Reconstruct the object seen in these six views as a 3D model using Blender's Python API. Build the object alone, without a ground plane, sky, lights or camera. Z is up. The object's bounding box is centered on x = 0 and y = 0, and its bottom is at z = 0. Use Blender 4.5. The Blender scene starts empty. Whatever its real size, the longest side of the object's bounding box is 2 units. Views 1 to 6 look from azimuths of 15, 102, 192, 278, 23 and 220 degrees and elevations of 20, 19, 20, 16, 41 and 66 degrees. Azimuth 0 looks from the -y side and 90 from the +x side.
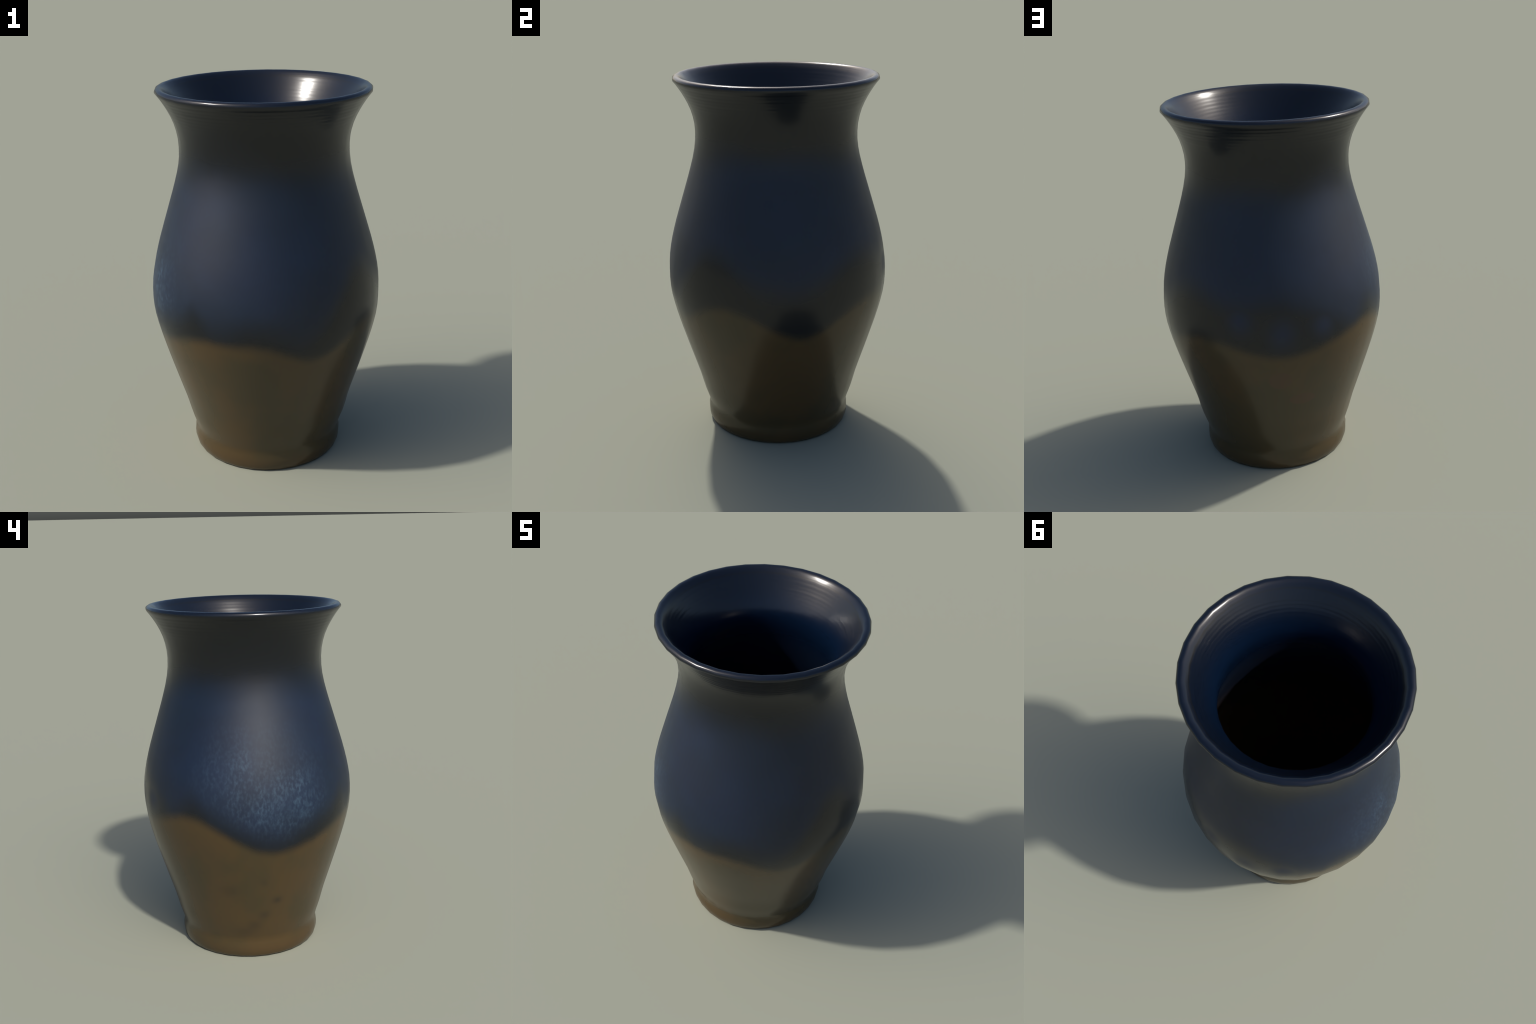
"""A wheel-thrown stoneware vase: flared lip, waisted neck, full belly, small foot.
Dark navy glaze inside and over the lip, charcoal neck, blue belly that runs down in
drips over bare brown clay.  One lathe surface, cut into anatomical parts."""
import bpy, math
import numpy as np

SIDES = 32                      # the turned wall is a 32-sided ring, shaded smooth
TURN = math.radians(0.8)
WALL = 0.052

# ------------------------------------------------------------------ profile (radius, height)
FOOT = [(0.385, 0.000), (0.3970, 0.004), (0.4035, 0.018), (0.4078, 0.042), (0.4080, 0.068),
        (0.4045, 0.090), (0.4025, 0.110)]
BELLY = [(0.4090, 0.135), (0.4195, 0.167), (0.4303, 0.200), (0.4435, 0.250), (0.4567, 0.300), (0.4723, 0.350),
         (0.4882, 0.400), (0.5040, 0.450), (0.5196, 0.500), (0.5350, 0.550), (0.5503, 0.600),
         (0.5648, 0.650), (0.5784, 0.700), (0.5905, 0.750), (0.6008, 0.800), (0.6072, 0.850),
         (0.6098, 0.900), (0.6092, 0.950), (0.6056, 1.000), (0.5980, 1.050), (0.5878, 1.100),
         (0.5755, 1.150), (0.5618, 1.200), (0.5467, 1.250), (0.5314, 1.300), (0.5160, 1.350),
         (0.5006, 1.400), (0.4852, 1.450), (0.4708, 1.500), (0.4575, 1.550), (0.4470, 1.600)]
NECK = [(0.4408, 1.650), (0.4395, 1.700), (0.4425, 1.745), (0.4500, 1.785), (0.4605, 1.822),
        (0.4740, 1.855), (0.4890, 1.885), (0.5045, 1.912), (0.5200, 1.936), (0.5350, 1.957),
        (0.5455, 1.970)]
LIP = [(0.5505, 1.9770), (0.5512, 1.9835), (0.5485, 1.9905), (0.5425, 1.9965), (0.5350, 1.9992),
       (0.5275, 2.0000), (0.5195, 1.9975), (0.5115, 1.9925), (0.5035, 1.9850)]
THROAT = [(0.4905, 1.968), (0.4740, 1.944), (0.4545, 1.915), (0.4335, 1.882), (0.4130, 1.848),
          (0.3955, 1.814), (0.3830, 1.782), (0.3770, 1.752), (0.3765, 1.718), (0.3800, 1.680),
          (0.3870, 1.638), (0.3950, 1.598)]
INSIDE = [(r - WALL - 0.006 * min(1.0, max(0.0, 1.5 - z)), z) for r, z in reversed(BELLY) if 0.19 < z < 1.56] + \
         [(0.362, 0.160), (0.338, 0.125), (0.300, 0.105), (0.22, 0.096), (0.12, 0.092), (0.0, 0.090)]
BASE = [(0.0, 0.010), (0.20, 0.010), (0.335, 0.010), (0.345, 0.006), (0.355, 0.0005), (0.370, 0.0)]

SECTIONS = [("base", BASE), ("foot", FOOT), ("belly", BELLY), ("neck", NECK), ("lip", LIP),
            ("throat", THROAT), ("inner_wall", INSIDE)]


# ------------------------------------------------------------------ node helpers
class Graph:
    def __init__(self, name):
        self.mat = bpy.data.materials.new(name)
        self.mat.use_nodes = True
        self.t = self.mat.node_tree
        self.bsdf = self.t.nodes["Principled BSDF"]
        self.pos = self.t.nodes.new("ShaderNodeTexCoord").outputs["Object"]
        sep = self.t.nodes.new("ShaderNodeSeparateXYZ")
        self.t.links.new(self.pos, sep.inputs[0])
        self.x, self.y, self.z = sep.outputs
        d = self.m("SQRT", self.m("ADD", self.m("MULTIPLY", self.x, self.x), self.m("MULTIPLY", self.y, self.y)))
        self.radius = d
        d = self.m("MAXIMUM", d, 0.001)
        self.cx, self.sy = self.m("DIVIDE", self.x, d), self.m("DIVIDE", self.y, d)

    def put(self, sock, v):
        if isinstance(v, bpy.types.NodeSocket):
            self.t.links.new(v, sock)
        else:
            sock.default_value = v

    def m(self, op, a, b=None, c=None, clamp=False):
        n = self.t.nodes.new("ShaderNodeMath")
        n.operation, n.use_clamp = op, clamp
        for i, v in enumerate((a, b, c)):
            if v is not None:
                self.put(n.inputs[i], v)
        return n.outputs[0]

    def step(self, v, lo, hi):
        """smooth 0..1 as v goes from lo to hi (lo may exceed hi)"""
        n = self.t.nodes.new("ShaderNodeMapRange")
        n.interpolation_type = "SMOOTHSTEP"
        flip = not isinstance(lo, bpy.types.NodeSocket) and lo > hi
        if flip:
            lo, hi = hi, lo
        for i, q in zip((0, 1, 2), (v, lo, hi)):
            self.put(n.inputs[i], q)
        return self.m("SUBTRACT", 1.0, n.outputs[0]) if flip else n.outputs[0]

    def around(self, azimuth, width):
        """a bump of height 1 at an azimuth (degrees from +x), seamless round the pot"""
        a, k = math.radians(azimuth), 1.0 / math.radians(width) ** 2
        dot = self.m("ADD", self.m("MULTIPLY", self.cx, math.cos(a)), self.m("MULTIPLY", self.sy, math.sin(a)))
        return self.m("EXPONENT", self.m("MULTIPLY", self.m("SUBTRACT", dot, 1.0), k))

    def runs(self, level, drips):
        """the height of a glaze edge: a level with drips (azimuth, width, depth)"""
        v = level
        for azimuth, width, rise in drips:
            v = self.m("MULTIPLY_ADD", self.around(azimuth, width), rise, v)
        return v

    def spot(self, azimuth, height, wide, tall):
        """a soft blot centred on the wall at azimuth, height (sizes in degrees, metres)"""
        dz = self.m("DIVIDE", self.m("SUBTRACT", self.z, height), tall)
        g = self.m("EXPONENT", self.m("MULTIPLY", self.m("MULTIPLY", dz, dz), -1.0))
        return self.m("MULTIPLY", self.around(azimuth, wide), g)

    def noise(self, scale, detail=2.0, stretch=(1, 1, 1), rough=0.5):
        mp = self.t.nodes.new("ShaderNodeMapping")
        mp.inputs["Scale"].default_value = stretch
        self.t.links.new(self.pos, mp.inputs[0])
        n = self.t.nodes.new("ShaderNodeTexNoise")
        self.t.links.new(mp.outputs[0], n.inputs["Vector"])
        n.inputs["Scale"].default_value, n.inputs["Detail"].default_value = scale, detail
        n.inputs["Roughness"].default_value = rough
        return n.outputs[0]

    def mix(self, f, a, b):
        n = self.t.nodes.new("ShaderNodeMix")
        n.data_type = "RGBA"
        self.put(n.inputs[0], f)
        for s, v in ((n.inputs[6], a), (n.inputs[7], b)):
            self.put(s, v if isinstance(v, bpy.types.NodeSocket) else (*v, 1.0))
        return n.outputs[2]

    def lerp(self, f, a, b):
        n = self.t.nodes.new("ShaderNodeMix")
        self.put(n.inputs[0], f)
        self.put(n.inputs[2], a)
        self.put(n.inputs[3], b)
        return n.outputs[0]

    def bump(self, height, distance, strength=1.0):
        n = self.t.nodes.new("ShaderNodeBump")
        n.inputs["Distance"].default_value, n.inputs["Strength"].default_value = distance, strength
        self.t.links.new(height, n.inputs["Height"])
        self.t.links.new(n.outputs[0], self.bsdf.inputs["Normal"])

    def throwing_rings(self):
        """faint uneven finger rings under and inside the lip"""
        wob = self.m("MULTIPLY", self.noise(1.3, 1.0), 0.008)
        fine = self.m("SINE", self.m("MULTIPLY", self.m("ADD", self.z, wob), math.tau / 0.0185))
        w = self.m("MULTIPLY_ADD", fine, 0.22, self.m("MULTIPLY", self.noise(40, 0.0, (0.04, 0.04, 1)), 2.2))
        band = self.m("MULTIPLY", self.step(self.z, 1.80, 1.90), self.step(self.z, 1.985, 1.965))
        broad = self.m("MULTIPLY", self.noise(17, 1.0, (0.05, 0.05, 1)), 0.55)
        return self.m("MULTIPLY_ADD", w, band, broad)


DEEP_NAVY = (0.0018, 0.0072, 0.0215)
NAVY = (0.0028, 0.0058, 0.0135)
BLUE = (0.0028, 0.0104, 0.0335)
TEAL = (0.0022, 0.0120, 0.0285)
RUN_BLUE = (0.0060, 0.0150, 0.0460)
BLOOM = (0.0120, 0.0290, 0.0640)
FLECK = (0.0400, 0.0780, 0.1250)
CHARCOAL = (0.0038, 0.0052, 0.0078)
CLAY = (0.064, 0.040, 0.0145)
RED_CLAY = (0.066, 0.036, 0.0165)
OLIVE_CLAY = (0.051, 0.037, 0.0148)
DARK_CLAY = (0.024, 0.018, 0.0110)


def stoneware():
    g = Graph("drip_glazed_stoneware")
    z = g.z
    clay_edge = g.runs(0.839, [(24, 15, -.132), (65, 14, .033), (106, 15, -.054), (157, 14, .064), (202, 18, -.139),
                               (230, 12, -.041), (265, 12, -.024), (308, 14, -.117), (345, 12, .033)])
    blue_edge = g.runs(0.966, [(56, 16, .164), (104, 18, .135), (146, 8, -.060),
                               (158, 6, .075), (203, 20, -.184), (248, 4, .053), (262, 9, -.063),
                               (303, 12, -.118), (337, 14, .215)])
    # bare clay: warm, with olive and reddish clouds, a few iron spots and kiln smudges
    cloud = g.noise(3.2, 3.0, (1, 1, 0.8))
    clay = g.mix(g.step(cloud, 0.42, 0.62), CLAY, OLIVE_CLAY)
    reds = g.m("ADD", g.spot(105, 0.64, 5, 0.06), g.spot(118, 0.50, 6, 0.04), clamp=True)
    clay = g.mix(g.step(reds, 0.35, 0.55), clay, RED_CLAY)
    lipfoot = g.m("MULTIPLY", g.step(z, 0.09, 0.05), g.step(z, 0.0, 0.02))
    clay = g.mix(g.m("MULTIPLY", lipfoot, 0.22), clay, RED_CLAY)
    iron = g.m("ADD", g.spot(207.4, 0.38, 2.4, 0.024), g.m("MULTIPLY", g.spot(198.8, 0.285, 3.0, 0.028), 0.7))
    for a, h, w, t, s in ((191.7, 0.22, 4.0, 0.035, .6), (176, 0.46, 4, 0.04, .45), (197.6, 0.51, 2, 0.025, .4),
                          (184, 0.17, 6, 0.035, .5)):
        iron = g.m("ADD", iron, g.m("MULTIPLY", g.spot(a, h, w, t), s))
    clay = g.mix(g.m("MULTIPLY", g.m("MINIMUM", iron, 1.0), 0.7), clay, DARK_CLAY)
    # blue glaze with pale streaky flecks where it is thickest
    patch = g.step(g.noise(11, 2.0, (1, 1, 0.7)), 0.30, 0.66)
    fleck = g.step(g.noise(64, 2.0, (1, 1, 0.6)), 0.33, 0.86)
    thick = g.m("ADD", g.spot(210, 0.97, 16, 0.18), g.m("MULTIPLY", g.spot(193, 1.17, 19, 0.22), 0.75), clamp=True)
    thick = g.m("MAXIMUM", thick, 0.05)
    fleck = g.m("MULTIPLY", fleck, g.m("MULTIPLY_ADD", patch, 0.6, 0.4))
    bloom = g.mix(g.m("MULTIPLY", thick, 0.45), BLUE, BLOOM)
    blue = g.mix(g.m("MULTIPLY", fleck, thick), bloom, FLECK)
    sheen = g.step(g.noise(2.2, 2.0), 0.35, 0.7)
    blue = g.mix(g.m("MULTIPLY", sheen, 0.5), blue, TEAL)
    depth = g.step(g.noise(3.6, 3.0, (1, 1, 1.3)), 0.30, 0.72)
    blue = g.mix(g.m("MULTIPLY", depth, 0.35), blue, NAVY)
    # layering
    ragged = g.m("MULTIPLY", g.m("SUBTRACT", g.noise(9, 2.0), 0.5), 0.03)
    above_blue = g.step(g.m("ADD", g.m("SUBTRACT", z, blue_edge), ragged), -0.115, 0.085)
    runs = 0.0                                              # lone blue runs below the edge
    for a, h, w, t in ((86, 0.99, 4.5, 0.075), (106.5, 0.92, 5.0, 0.090), (127, 0.945, 4.5, 0.070)):
        runs = g.m("ADD", runs, g.spot(a, h, w, t))
    runs = g.m("MINIMUM", runs, 1.0)
    above_blue = g.m("MAXIMUM", above_blue, runs)
    blue = g.mix(g.m("MULTIPLY", runs, 0.5), blue, RUN_BLUE)
    below_top = g.step(g.m("ADD", z, g.m("MULTIPLY", g.m("SUBTRACT", g.noise(2.6, 2.0), 0.5), 0.16)), 1.75, 1.47)
    glaze = g.mix(g.m("MULTIPLY", above_blue, below_top), CHARCOAL, blue)
    bare = g.step(g.m("SUBTRACT", clay_edge, g.m("MULTIPLY_ADD", ragged, 0.4, z)), -0.045, 0.040)
    colour = g.mix(bare, glaze, clay)
    colour = g.mix(g.step(z, 1.971, 1.982), colour, NAVY)
    g.put(g.bsdf.inputs["Base Color"], colour)
    r = g.lerp(g.m("MULTIPLY", above_blue, below_top), 0.24, g.lerp(g.noise(7, 2.0, (1, 1, 0.6)), 0.43, 0.52))
    r = g.lerp(bare, r, 0.25)
    g.put(g.bsdf.inputs["Roughness"], g.lerp(g.step(z, 1.971, 1.982), r, 0.22))
    g.bump(g.throwing_rings(), 0.0006)
    return g.mat


def inner_glaze():
    g = Graph("glossy_navy_glaze")
    ragged = g.m("MULTIPLY", g.m("SUBTRACT", g.noise(7, 2.0), 0.5), 0.1)
    up = g.step(g.m("ADD", g.z, ragged), 0.75, 1.30)
    g.put(g.bsdf.inputs["Base Color"], g.mix(up, (0.030, 0.019, 0.0080), g.mix(g.step(g.z, 1.93, 1.78), NAVY, DEEP_NAVY)))
    g.put(g.bsdf.inputs["Roughness"], g.lerp(g.step(g.z, 1.55, 1.70), 0.40, 0.24))
    g.bump(g.throwing_rings(), 0.00028)
    return g.mat


# ------------------------------------------------------------------ build
def normals_of(profile):
    """outward normals (radial, vertical) of the profile, by length-weighted central differences"""
    p = np.array(profile)
    out = np.zeros_like(p)
    for i in range(len(p)):
        a, b = p[max(i - 1, 0)], p[min(i + 1, len(p) - 1)]
        t0, t1 = p[i] - a, b - p[i]
        l0, l1 = np.linalg.norm(t0), np.linalg.norm(t1)
        t = (t0 / l0 / l0 if l0 else 0) + (t1 / l1 / l1 if l1 else 0)
        out[i] = np.array((t[1], -t[0])) / np.linalg.norm(t)
    out[0], out[-1] = (0, -1), (0, 1)
    return out


def ring(r, z):
    if r < 1e-6:
        return [(0.0, 0.0, z)]
    out = []
    foot_warp = 0.0035 * math.exp(-((z - 0.065) / 0.05) ** 2)      # the trimmed foot is not quite round
    waist_warp = 0.0040 * math.exp(-((z - 0.23) / 0.07) ** 2)
    for k in range(SIDES):
        a = TURN + math.tau * k / SIDES
        q = r + foot_warp * max(0.0, math.cos(a - math.radians(210))) * (r > 0.39)
        q += waist_warp * max(0.0, math.cos(a - math.radians(20))) * (r > 0.39)
        out.append((q * math.cos(a) - 0.0007, q * math.sin(a) + 0.001, z))
    return out


def part(name, rows, normals, material, parent):
    verts, vn, start = [], [], []
    for (r, z), (nr, nz) in zip(rows, normals):
        start.append((len(verts), r < 1e-6))
        for k, p in enumerate(ring(r, z)):
            a = TURN + math.tau * k / SIDES
            verts.append(p)
            vn.append((0.0, 0.0, nz) if r < 1e-6 else (nr * math.cos(a), nr * math.sin(a), nz))
    faces = []
    for (i, pole_i), (j, pole_j) in zip(start, start[1:]):
        for k in range(SIDES):
            n = (k + 1) % SIDES
            if pole_i:
                faces.append((i, j + n, j + k))
            elif pole_j:
                faces.append((i + k, i + n, j))
            else:
                faces.append((i + k, i + n, j + n, j + k))
    me = bpy.data.meshes.new(name)
    me.from_pydata(verts, [], faces)
    me.polygons.foreach_set("use_smooth", [True] * len(me.polygons))
    me.materials.append(material)
    me.update()
    me.normals_split_custom_set_from_vertices(vn)
    ob = bpy.data.objects.new(name, me)
    ob.parent = parent
    bpy.context.collection.objects.link(ob)
    return ob


vase = bpy.data.objects.new("vase", None)
bpy.context.collection.objects.link(vase)
vase["label"] = "dark blue and brown drip-glazed stoneware vase"
vase["category"] = "pottery vase"

outside, inside = stoneware(), inner_glaze()
whole = [p for _, rows in SECTIONS for p in rows]
N = normals_of(whole)
first = 0
for name, rows in SECTIONS:
    last = min(first + len(rows), len(whole) - 1)     # one row shared with the next part
    part(name, whole[first:last + 1], N[first:last + 1],
         inside if name in ("throat", "inner_wall") else outside, vase)
    first += len(rows)
